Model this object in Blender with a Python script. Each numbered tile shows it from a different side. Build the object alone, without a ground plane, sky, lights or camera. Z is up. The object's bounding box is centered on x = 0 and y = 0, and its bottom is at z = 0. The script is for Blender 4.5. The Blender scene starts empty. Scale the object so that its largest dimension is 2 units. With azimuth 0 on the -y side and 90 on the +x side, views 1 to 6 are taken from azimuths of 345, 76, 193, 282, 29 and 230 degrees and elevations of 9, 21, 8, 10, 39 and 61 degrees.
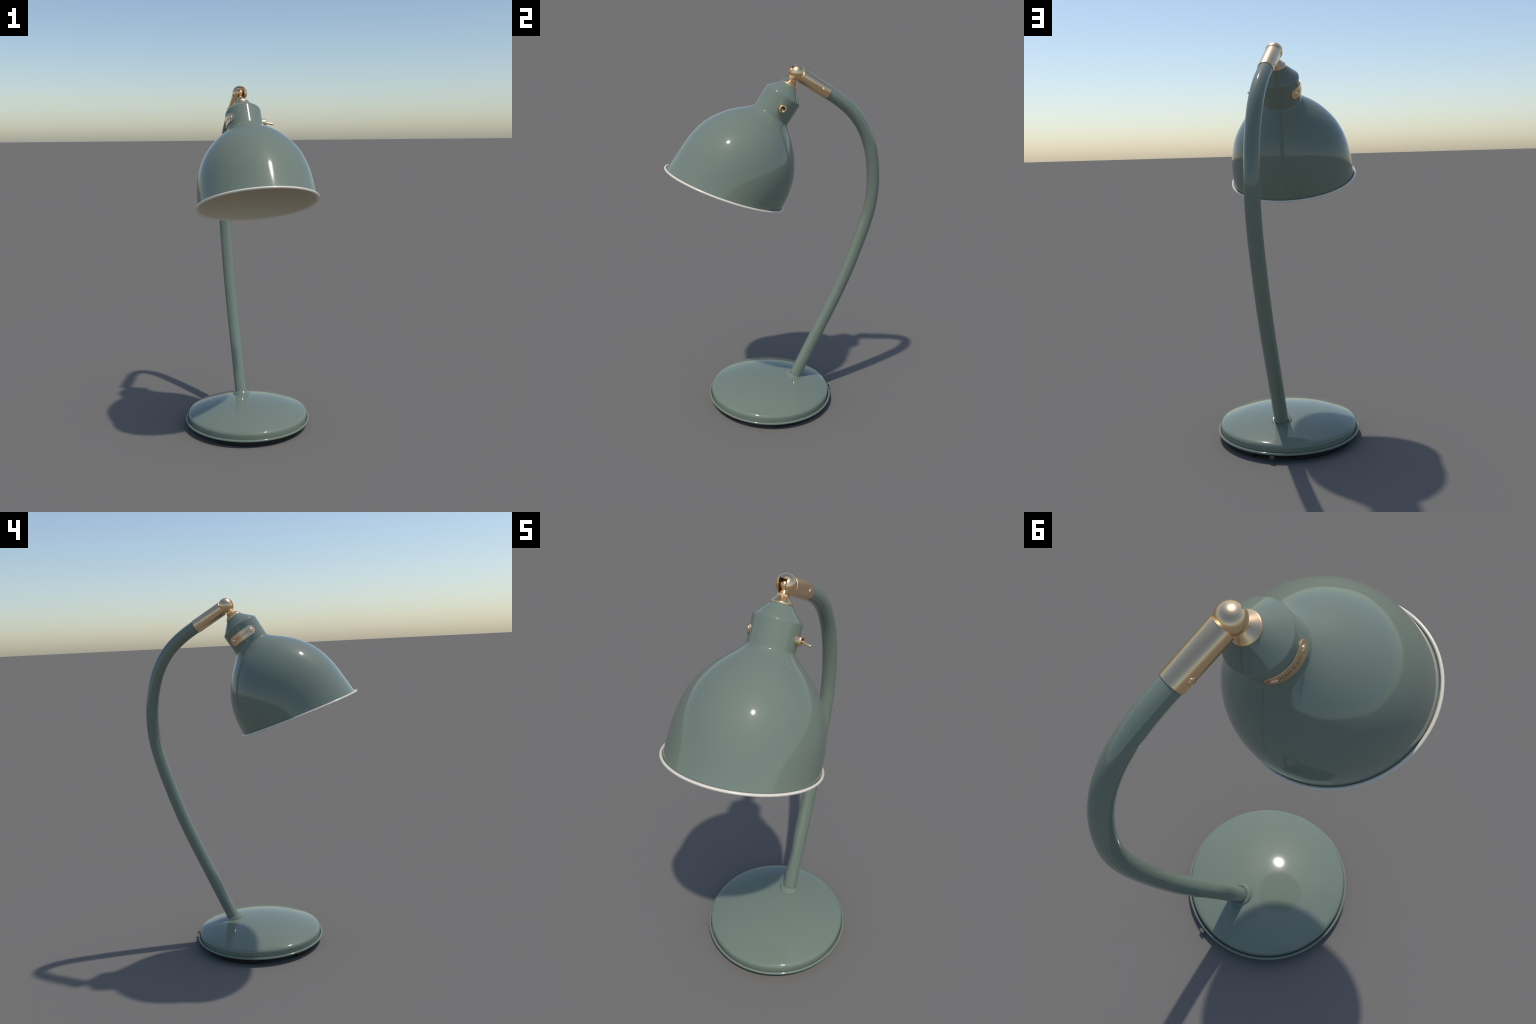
"""Enamelled desk lamp: round base, curved tube arm, brass swivel and an oblique-cut bell shade."""
import bpy, bmesh, math
from mathutils import Vector, Matrix

# ------------------------------------------------------------------ frame of the lamp
BASE_CENTRE = Vector((0.0, -0.005, 0.0))
BALL = Vector((0.0, 0.0995, 1.957))          # centre of the swivel ball
TILT = math.radians(32.35)                   # tilt of the shade axis
AXIS = Vector((0, -math.sin(TILT), -math.cos(TILT)))     # from ball down through neck and bell
E1 = Vector((1, 0, 0))
E2 = Vector((0, math.cos(TILT), -math.sin(TILT)))        # towards the back of the neck
AXIS_ORIGIN = BALL + E2 * 0.002
RIM_CENTRE = Vector((0.0, -0.2906, 1.3414 + 0.0045))  # plane in which the bell is cut
RIM_NORMAL = Vector((0, math.sin(math.radians(19.75)), math.cos(math.radians(19.75))))
SWITCH_S = 0.199                             # distance ball -> switch / nameplate along the axis
SLEEVE_END = Vector((0.0, 0.2797, 1.8522))
ARM_CONTROL = [(0.1285, 0.0755), (0.1581, 0.1404), (0.2880, 0.4284), (0.4173, 0.7043), (0.5121, 0.9793),
               (0.5853, 1.2265), (0.5732, 1.4506), (0.5235, 1.6393), (0.4152, 1.7762), (0.2797, 1.8522)]
ARM_RADIUS = 0.0360


# ------------------------------------------------------------------ materials
def principled(name, colour, rough, metallic=0.0, coat=0.0, coat_rough=0.03, var=0.03, scale=6.0,
               rough_var=0.03, bump=0.0, bump_scale=200.0, spec=0.5):
    m = bpy.data.materials.new(name)
    m.use_nodes = True
    nt = m.node_tree
    b = nt.nodes["Principled BSDF"]
    co = nt.nodes.new("ShaderNodeTexCoord")
    noise = nt.nodes.new("ShaderNodeTexNoise")
    noise.inputs["Scale"].default_value = scale
    noise.inputs["Detail"].default_value = 4
    nt.links.new(co.outputs["Object"], noise.inputs["Vector"])
    ramp = nt.nodes.new("ShaderNodeValToRGB")
    ramp.color_ramp.elements[0].position = 0.3
    ramp.color_ramp.elements[1].position = 0.7
    ramp.color_ramp.elements[0].color = tuple(c * (1 - var) for c in colour) + (1,)
    ramp.color_ramp.elements[1].color = tuple(min(1, c * (1 + var)) for c in colour) + (1,)
    nt.links.new(noise.outputs["Fac"], ramp.inputs["Fac"])
    nt.links.new(ramp.outputs["Color"], b.inputs["Base Color"])
    mr = nt.nodes.new("ShaderNodeMapRange")
    mr.inputs["To Min"].default_value = max(0.0, rough - rough_var)
    mr.inputs["To Max"].default_value = rough + rough_var
    nt.links.new(noise.outputs["Fac"], mr.inputs["Value"])
    nt.links.new(mr.outputs["Result"], b.inputs["Roughness"])
    b.inputs["Metallic"].default_value = metallic
    b.inputs["Coat Weight"].default_value = coat
    b.inputs["Coat Roughness"].default_value = coat_rough
    b.inputs["Specular IOR Level"].default_value = spec
    if bump:
        n2 = nt.nodes.new("ShaderNodeTexNoise")
        n2.inputs["Scale"].default_value = bump_scale
        nt.links.new(co.outputs["Object"], n2.inputs["Vector"])
        bp = nt.nodes.new("ShaderNodeBump")
        bp.inputs["Strength"].default_value = bump
        bp.inputs["Distance"].default_value = 0.001
        nt.links.new(n2.outputs["Fac"], bp.inputs["Height"])
        nt.links.new(bp.outputs["Normal"], b.inputs["Normal"])
    return m


PAINT = principled("sage_green_enamel", (0.194, 0.236, 0.180), 0.07, var=0.010, rough_var=0.006)
WHITE = principled("cream_white_enamel", (0.84, 0.76, 0.62), 0.2, var=0.015)
LINING = principled("cream_lining_enamel", (0.80, 0.715, 0.57), 0.3, var=0.015)
BRASS = principled("polished_brass", (0.96, 0.68, 0.395), 0.30, metallic=1.0, var=0.012, rough_var=0.012, scale=14)
BRASS_PLATE = principled("satin_brass", (0.93, 0.645, 0.40), 0.36, metallic=1.0, var=0.03, rough_var=0.04, scale=20)
RUBBER = principled("black_rubber", (0.010, 0.010, 0.010), 0.65, var=0.15, bump=0.15)
PLASTIC = principled("dark_plastic", (0.045, 0.040, 0.038), 0.45, var=0.1)
RECESS_TINT = principled("dark_brown_lettering", (0.30, 0.20, 0.11), 0.6, metallic=0.6, var=0.1)  # dark brown chosen for a sunken look; letters sit slightly proud of the plate


# ------------------------------------------------------------------ helpers
def new_object(name, bm, mat, parent, angle=35.0):
    bmesh.ops.remove_doubles(bm, verts=bm.verts, dist=1e-6)
    bmesh.ops.recalc_face_normals(bm, faces=bm.faces)
    me = bpy.data.meshes.new(name)
    bm.to_mesh(me)
    bm.free()
    me.shade_smooth()
    me.set_sharp_from_angle(angle=math.radians(angle))
    me.materials.append(mat)
    ob = bpy.data.objects.new(name, me)
    bpy.context.scene.collection.objects.link(ob)
    ob.parent = parent
    return ob


def grid_faces(bm, rows, close_u=True):
    for a, b in zip(rows, rows[1:]):
        n = len(a)
        for j in range(n if close_u else n - 1):
            q = [a[j], a[(j + 1) % n], b[(j + 1) % n], b[j]]
            q = [v for i, v in enumerate(q) if v not in q[:i]]
            if len(q) > 2:
                try:
                    bm.faces.new(q)
                except ValueError:
                    pass


def revolve(bm, profile, origin, axis, e1, e2, seg=96):
    """profile: list of (radius, distance along axis)"""
    rows = []
    for r, s in profile:
        if r < 1e-6:
            v = bm.verts.new(origin + axis * s)
            rows.append([v] * seg)
        else:
            rows.append([bm.verts.new(origin + axis * s + (e1 * math.cos(t) + e2 * math.sin(t)) * r)
                         for t in (2 * math.pi * j / seg for j in range(seg))])
    grid_faces(bm, rows)


def frame_for(direction):
    d = direction.normalized()
    e1 = Vector((1, 0, 0)) if abs(d.x) < 0.9 else Vector((0, 1, 0))
    e1 = (e1 - d * e1.dot(d)).normalized()
    return d, e1, d.cross(e1)


def arc(cx, cy, rad, a0, a1, n):
    return [(cx + rad * math.cos(math.radians(a0 + (a1 - a0) * i / n)),
             cy + rad * math.sin(math.radians(a0 + (a1 - a0) * i / n))) for i in range(n + 1)]


def rounded(points, radii, n=5):
    """polyline with rounded corners"""
    out = [points[0]]
    for (p, q, w), rad in zip(zip(points, points[1:], points[2:]), radii):
        p, q, w = Vector(p), Vector(q), Vector(w)
        a, b = (p - q), (w - q)
        if rad <= 0:
            out.append(tuple(q))
            continue
        k = min(rad, a.length * 0.49, b.length * 0.49)
        a, b = q + a.normalized() * k, q + b.normalized() * k
        for i in range(n + 1):
            t = i / n
            out.append(tuple(a * (1 - t) ** 2 + q * 2 * t * (1 - t) + b * t * t))
    out.append(points[-1])
    return out


def pchip(xs, ys):
    """monotone cubic interpolation"""
    n = len(xs)
    h = [xs[i + 1] - xs[i] for i in range(n - 1)]
    dl = [(ys[i + 1] - ys[i]) / h[i] for i in range(n - 1)]
    m = [dl[0]] + [0 if dl[i - 1] * dl[i] <= 0 else
                   (h[i - 1] + h[i]) * 3 / ((2 * h[i] + h[i - 1]) / dl[i - 1] + (h[i] + 2 * h[i - 1]) / dl[i])
                   for i in range(1, n - 1)] + [dl[-1]]

    def f(x):
        i = max(j for j in range(n - 1) if j == 0 or xs[j] <= x)
        t = (x - xs[i]) / h[i]
        return ((1 + 2 * t) * (1 - t) ** 2 * ys[i] + t * (1 - t) ** 2 * h[i] * m[i]
                + t * t * (3 - 2 * t) * ys[i + 1] + t * t * (t - 1) * h[i] * m[i + 1])
    return f


def bspline(ctrl, samples):
    """clamped uniform cubic B-spline"""
    n = len(ctrl)
    kn = [0] * 3 + [i / (n - 3) for i in range(n - 2)] + [1] * 3

    def N(i, p, t):
        if p == 0:
            return 1.0 if kn[i] <= t < kn[i + 1] else 0.0
        a = 0 if kn[i + p] == kn[i] else (t - kn[i]) / (kn[i + p] - kn[i]) * N(i, p - 1, t)
        b = 0 if kn[i + p + 1] == kn[i + 1] else (kn[i + p + 1] - t) / (kn[i + p + 1] - kn[i + 1]) * N(i + 1, p - 1, t)
        return a + b
    out = []
    for k in range(samples):
        t = min(k / (samples - 1), 1 - 1e-9)
        w = [N(i, 3, t) for i in range(n)]
        out.append(Vector((0, sum(a * c[0] for a, c in zip(w, ctrl)), sum(a * c[1] for a, c in zip(w, ctrl)))))
    return out


# ------------------------------------------------------------------ the lamp
lamp = bpy.data.objects.new("desk_lamp", None)
bpy.context.scene.collection.objects.link(lamp)
lamp["label"] = "sage green enamel desk lamp with brass swivel joint"
lamp["category"] = "desk lamp"
Z = Vector((0, 0, 1))
Y = Vector((0, 1, 0))

# ---- base: shallow dome, rounded shoulder, short wall, rolled bead
dome_z = pchip([0, .05, .10, .15, .20, .25, .30, .33, .344], [.1400, .1390, .1360, .1308, .1235, .1137, .0997, .0900, .0845])
dome = [(0, .140)] + [(r, dome_z(r)) for r in (.02, .05, .08, .11, .14, .17, .20, .23, .26, .285, .305, .32, .332, .34)]
shoulder = [(.3445, .0843), (.3490, .0816), (.3530, .0778), (.3555, .0734), (.3567, .0690), (.3570, .0620)]
wall = [(.3566, .0480), (.3566, .0380), (.3572, .0360), (.3582, .0360)]
bead = arc(.3648, .0394, .0066, 190, -110, 14)
under = [(.352, .0312), (.345, .028), (.0, .028)]
bm = bmesh.new()
revolve(bm, dome + shoulder + wall + bead + under, BASE_CENTRE, Z, E1, Y, 160)
base = new_object("base", bm, PAINT, lamp, 40)

# collar around the foot of the arm, square to the arm
arm_dir = Vector((0, 0.102, 0.223)).normalized()
d, e1, e2 = frame_for(arm_dir)
foot = Vector((0, 0.1581, 0.1404))
bm = bmesh.new()
revolve(bm, rounded([(.0545, -.06), (.0545, -.022), (.0475, -.0005), (.0370, -.0005), (.0355, -.004), (.0355, -.05)],
                    [.005, .010, .002, .001]), foot, d, e1, e2, 64)
new_object("collar", bm, PAINT, base)

# three arc-shaped rubber feet and the bottom disc they sit on
bm = bmesh.new()
revolve(bm, [(0, .018), (.338, .018), (.341, .020), (.341, .0290), (0, .0290)], BASE_CENTRE, Z, E1, Y, 96)
new_object("bottom_plate", bm, RUBBER, base)


def arc_pad(half_angle, r0, r1, z0, z1, bev):
    bm = bmesh.new()
    sect = rounded([(r0, z1), (r0, z0), (r1, z0), (r1, z1), (r0, z1)], [bev, bev, 0])
    sect = sect[:-1]
    rows = []
    n = 40
    for i in range(n + 1):
        a = -half_angle + 2 * half_angle * i / n
        rows.append([bm.verts.new(Vector((r * math.cos(a), r * math.sin(a), z))) for r, z in sect])
    grid_faces(bm, rows)
    bm.faces.new(rows[0])
    bm.faces.new(rows[-1])
    return bm


pad = new_object("foot_pad", arc_pad(math.radians(42), .285, .342, 0.0, .0185, .003), RUBBER, base)
pad.location = BASE_CENTRE
pad.rotation_euler = (0, 0, math.radians(30))
for ang in (150, 270):
    p2 = pad.copy()
    p2.rotation_euler = (0, 0, math.radians(ang))
    bpy.context.scene.collection.objects.link(p2)

# cable grommet at the back
bm = bmesh.new()
bmesh.ops.create_cube(bm, size=1.0, matrix=Matrix.Translation((0, .353, .0245)) @ Matrix.Diagonal((.024, .058, .016, 1)))
bmesh.ops.bevel(bm, geom=bm.edges, offset=.002, segments=2, affect='EDGES')
new_object("cable_grommet", bm, PLASTIC, base)

# ---- arm: tube swept along the spline
path = bspline(ARM_CONTROL, 140)
bm = bmesh.new()
rows = []
for i, p in enumerate(path):
    t = (path[min(i + 1, len(path) - 1)] - path[max(i - 1, 0)]).normalized()
    n = t.cross(E1).normalized()
    rows.append([bm.verts.new(p + (E1 * math.cos(a) + n * math.sin(a)) * ARM_RADIUS)
                 for a in (2 * math.pi * k / 48 for k in range(48))])
# run on a little way inside the brass sleeve
t = (path[-1] - path[-2]).normalized()
rows.append([bm.verts.new(v.co + t * .03) for v in rows[-1]])
grid_faces(bm, rows)
bm.faces.new(rows[0])
bm.faces.new(rows[-1])
new_object("arm", bm, PAINT, lamp)

# ---- brass sleeve between arm and ball
sl = (BALL - SLEEVE_END)
L = sl.length
d, e1, e2 = frame_for(sl)
bm = bmesh.new()
revolve(bm, rounded([(.0364, .04), (.0364, 0), (.0388, 0), (.0388, L - .028), (.0375, L - .0265), (.030, L - .0265), (.030, L - .02), (0, L - .02)],
                    [.0003, .0012, .0008, .0008, 0, 0], 3), SLEEVE_END, d, e1, e2, 72)
sleeve = new_object("sleeve", bm, BRASS, lamp)

# slotted screws on both sides of the sleeve
screw_pos = BALL.lerp(SLEEVE_END, .168 / L)


def screw_head():
    bm = bmesh.new()
    R, H = .0120, .0045
    prof = [(R, -.004), (R, .0008)] + [(R * math.cos(math.radians(a)), .0008 + H * math.sin(math.radians(a))) for a in (20, 40, 60, 78)] + [(0, .0008 + H)]
    revolve(bm, prof, Vector(), Vector((0, 0, 1)), E1, Y, 40)
    bmesh.ops.remove_doubles(bm, verts=bm.verts, dist=1e-6)
    return bm


def boolean(ob, cutter_bm, name):
    me = bpy.data.meshes.new(name)
    bmesh.ops.recalc_face_normals(cutter_bm, faces=cutter_bm.faces)
    cutter_bm.to_mesh(me)
    cutter_bm.free()
    c = bpy.data.objects.new(name, me)
    bpy.context.scene.collection.objects.link(c)
    md = ob.modifiers.new("cut", 'BOOLEAN')
    md.object = c
    md.operation = 'DIFFERENCE'
    md.solver = 'EXACT'
    bpy.context.view_layer.update()
    dg = bpy.context.evaluated_depsgraph_get()
    new = bpy.data.meshes.new_from_object(ob.evaluated_get(dg))
    ob.modifiers.clear()
    old = ob.data
    ob.data = new
    bpy.data.meshes.remove(old)
    bpy.data.objects.remove(c)
    new.shade_smooth()
    new.set_sharp_from_angle(angle=math.radians(35))


bm = screw_head()
bm.faces.new([e.verts[0] for e in []] or [v for v in sorted((v for v in bm.verts if v.co.z < -.0035), key=lambda v: math.atan2(v.co.y, v.co.x))])
screw = new_object("screw", bm, BRASS, sleeve)
cut = bmesh.new()
bmesh.ops.create_cube(cut, size=1.0, matrix=Matrix.Translation((0, 0, .0045)) @ Matrix.Diagonal((.03, .0028, .005, 1)))
boolean(screw, cut, "slot_cutter")
sleeve_angle = math.atan2(sl.z, sl.y)


def place(ob, x_dir, pos, up):
    z = x_dir.normalized()
    x = (up - z * up.dot(z)).normalized()
    y = z.cross(x)
    m = Matrix((x, y, z)).transposed().to_4x4()
    m.translation = pos
    ob.matrix_world = m


place(screw, Vector((-1, 0, 0)), screw_pos + Vector((-.0378, 0, 0)), sl.cross(E1) + sl * .35)
s2 = screw.copy()
bpy.context.scene.collection.objects.link(s2)
place(s2, Vector((1, 0, 0)), screw_pos + Vector((.0378, 0, 0)), sl.cross(E1) - sl * .1)

# ---- ball with its slot
bm = bmesh.new()
bmesh.ops.create_uvsphere(bm, u_segments=64, v_segments=40, radius=.0428,
                          matrix=Matrix.Translation(BALL) @ Matrix.Rotation(math.radians(-60), 4, 'X'))
ball = new_object("ball_joint", bm, BRASS, lamp)
cut = bmesh.new()
bmesh.ops.create_cube(cut, size=1.0, matrix=Matrix.Translation(BALL + Vector((0, -.034, -.0130))) @ Matrix.Diagonal((.0366, .092, .095, 1)))
boolean(ball, cut, "slot_cutter")

# ---- swivel stem: knuckle, hexagonal nut, cone flange
bm = bmesh.new()
bmesh.ops.create_uvsphere(bm, u_segments=36, v_segments=24, radius=.0215,
                          matrix=Matrix.Translation(BALL + Vector((0, -.010, .0015))) @ Matrix.Diagonal((.82, 1, 1, 1)))
revolve(bm, [(0, .008), (.0132, .010), (.0130, .020), (.0142, .028), (.0172, .0375), (.018, .050)], BALL, AXIS, E1, E2, 40)
stem = new_object("swivel_stem", bm, BRASS, lamp)
bm = bmesh.new()
revolve(bm, rounded([(0, .0385), (.0235, .0385), (.0255, .0405), (.0255, .0485), (0, .0485)], [0, 0, 0]), BALL, AXIS, E2, -E1, 6)
new_object("hexagonal_nut", bm, BRASS, stem, 20)
bm = bmesh.new()
revolve(bm, rounded([(.018, .047), (.0225, .0475), (.0435, .0690), (.0465, .0715), (.0465, .0790), (.040, .0810), (0, .081)],
                    [.001, .002, .0015, .001, .001]), BALL, AXIS, E1, E2, 64)
new_object("cone_flange", bm, BRASS, stem)

# ---- shade: neck and bell about one axis, bell cut by the oblique rim plane
S_KNOTS = [.27, .29, .32, .36, .40, .45, .50, .55, .60, .65, .70, .76, .84]
R_KNOTS = [.1125, .1345, .1705, .2105, .2420, .2730, .2940, .3078, .3162, .3205, .3228, .3250, .3272]
bell = pchip(S_KNOTS, R_KNOTS)
neck = rounded([(.040, .0765), (.0455, .0790), (.1035, .1375), (.1020, .2580), (.1125, .2700)], [.001, .006, .012], 7)
S_HOLD = .42          # below this distance the rings tilt gradually into the rim plane


def rim_distance(phi, inset=0.0):
    e = E1 * math.cos(phi) + E2 * math.sin(phi)
    lo, hi = .45, .84
    for _ in range(40):
        m = (lo + hi) / 2
        p = AXIS_ORIGIN + AXIS * m + e * (bell(m) - inset)
        if (p - RIM_CENTRE).dot(RIM_NORMAL) > 0:
            lo = m
        else:
            hi = m
    return (lo + hi) / 2


SEG = 144
PHIS = [2 * math.pi * j / SEG for j in range(SEG)]
ENDS = [rim_distance(f) for f in PHIS]


def shade_rows(bm, inset, extra):
    rows = []
    prof = [(r - inset, s + (inset if s < .15 else 0)) for r, s in neck]
    prof += [(bell(s) - inset, s) for s in [.27 + (S_HOLD - .27) * i / 16 for i in range(1, 17)]]
    for r, s in prof:
        rows.append([bm.verts.new(AXIS_ORIGIN + AXIS * s + (E1 * math.cos(f) + E2 * math.sin(f)) * r) for f in PHIS])
    for k in range(1, 31):
        row = []
        for f, end in zip(PHIS, ENDS):
            s = S_HOLD + (end + extra - S_HOLD) * k / 30
            row.append(bm.verts.new(AXIS_ORIGIN + AXIS * s + (E1 * math.cos(f) + E2 * math.sin(f)) * (bell(min(s, .84)) - inset)))
        rows.append(row)
    if inset > 0:      # the lining turns out on to the rolled bead
        rows.append([bm.verts.new(AXIS_ORIGIN + AXIS * (end + .0022) + (E1 * math.cos(f) + E2 * math.sin(f)) * (bell(end) + .002))
                     for f, end in zip(PHIS, ENDS)])
    grid_faces(bm, rows)
    return rows


bm = bmesh.new()
shade_rows(bm, 0.0, -.001)
shade = new_object("shade", bm, PAINT, lamp, 50)
bm = bmesh.new()
rows = shade_rows(bm, .0045, 0.0)
bm.faces.new(rows[0])
lining = new_object("shade_lining", bm, LINING, shade, 50)
# rolled white bead along the cut
bm = bmesh.new()
rows = []
for f, end in zip(PHIS, ENDS):
    e = (E1 * math.cos(f) + E2 * math.sin(f))
    p = AXIS_ORIGIN + AXIS * end + e * bell(end)
    out = (e - RIM_NORMAL * e.dot(RIM_NORMAL)).normalized()
    c = p + out * .0073 + RIM_NORMAL * .0016
    rows.append([bm.verts.new(c + (out * math.cos(a) + RIM_NORMAL * math.sin(a)) * .0063) for a in (2 * math.pi * k / 20 for k in range(20))])
rows.append(rows[0])
grid_faces(bm, rows)
new_object("rim", bm, WHITE, shade)

# ---- brass nameplate wrapped round the neck, with rivets and raised rating letters darkened to look sunken
def on_neck(q_arc, s, height, side=-1):
    """q_arc: arc length from the side of the neck towards the front, s: along the axis"""
    R = .1030
    a = q_arc / R
    e = E1 * side * math.cos(a) - E2 * math.sin(a)
    return AXIS_ORIGIN + AXIS * s + e * (R + height)


PLATE_HALF, PLATE_W = .082, .026
outline = []
for k in range(25):
    a = -math.pi / 2 + math.pi * k / 24
    outline.append((PLATE_HALF - PLATE_W + PLATE_W * math.cos(a), PLATE_W * math.sin(a)))
bm = bmesh.new()
cols = []
N = 60
for i in range(N + 1):
    x = -PLATE_HALF + 2 * PLATE_HALF * i / N
    over = max(0.0, abs(x) - (PLATE_HALF - PLATE_W))
    w = max(.0035, math.sqrt(max(0.0, PLATE_W ** 2 - over ** 2)))
    ring = []
    for wv, h in ((-w, .0005), (-w, .0028), (-w + .001, .0038), (-w * .5, .0038), (0, .0038), (w * .5, .0038), (w - .001, .0038), (w, .0028), (w, .0005)):
        ring.append(bm.verts.new(on_neck(x, SWITCH_S + wv, h)))
    cols.append(ring)
grid_faces(bm, cols)
bm.faces.new(cols[0])
bm.faces.new(cols[-1])
plate = new_object("nameplate", bm, BRASS_PLATE, lamp, 30)
first = None
for q in (-.0565, .0565):
    if first is None:
        bm = bmesh.new()
        R = .0118
        revolve(bm, [(R, -.002), (R, .0006)] + [(R * math.cos(math.radians(a)), .0006 + .0050 * math.sin(math.radians(a))) for a in (15, 30, 45, 60, 75)] + [(0, .0056)],
                Vector(), Vector((0, 0, 1)), E1, Y, 32)
        first = ob = new_object("rivet", bm, BRASS, plate)
    else:
        ob = first.copy()
        bpy.context.scene.collection.objects.link(ob)
    pos = on_neck(q, SWITCH_S, .0036)
    place(ob, (on_neck(q, SWITCH_S, 1) - pos), pos, AXIS)

# lettering: built-in font, wrapped on to the plate
cu = bpy.data.curves.new("rating_lettering", 'FONT')
cu.body = "MAX 8.6W"
cu.size = .0155
cu.align_x = 'CENTER'
cu.align_y = 'CENTER'
cu.space_character = 1.12
cu.extrude = .0003
tmp = bpy.data.objects.new("rating_lettering", cu)
bpy.context.scene.collection.objects.link(tmp)
bpy.context.view_layer.update()
me = bpy.data.meshes.new_from_object(tmp.evaluated_get(bpy.context.evaluated_depsgraph_get()))
bpy.data.objects.remove(tmp)
for v in me.vertices:
    v.co = on_neck(v.co.x, SWITCH_S - v.co.y, .0039 + v.co.z)
me.materials.clear()
me.materials.append(RECESS_TINT)
me.name = "rating_lettering"
ob = bpy.data.objects.new("rating_lettering", me)
bpy.context.scene.collection.objects.link(ob)
ob.parent = plate

# ---- toggle switch on the other side of the neck
X = Vector((1, 0, 0))
sw = AXIS_ORIGIN + AXIS * SWITCH_S
bm = bmesh.new()
revolve(bm, rounded([(.021, .095), (.0222, .101), (.0222, .1215), (.0195, .1258), (.0135, .1262), (.0112, .1245), (.0112, .092), (0, .092)],
                    [.001, .003, .002, .002, .001, 0]), sw, X, Y, Z, 48)
switch = new_object("toggle_switch", bm, BRASS, lamp)
tip = Vector((.1660, -.0136, 1.7788))
root = Vector((.1060, sw.y + .001, sw.z + .0025))
d, e1, e2 = frame_for(tip - root)
LL = (tip - root).length
bm = bmesh.new()
revolve(bm, [(0, 0), (.0054, 0), (.0054, LL * .3), (.0058, LL * .6), (.0065, LL - .004)] + [(.0065 * math.cos(math.radians(a)), LL - .004 + .006 * math.sin(math.radians(a))) for a in (25, 50, 70)] + [(0, LL + .002)],
        root, d, e1, e2, 24)
new_object("toggle_lever", bm, BRASS, switch)

bpy.context.view_layer.update()
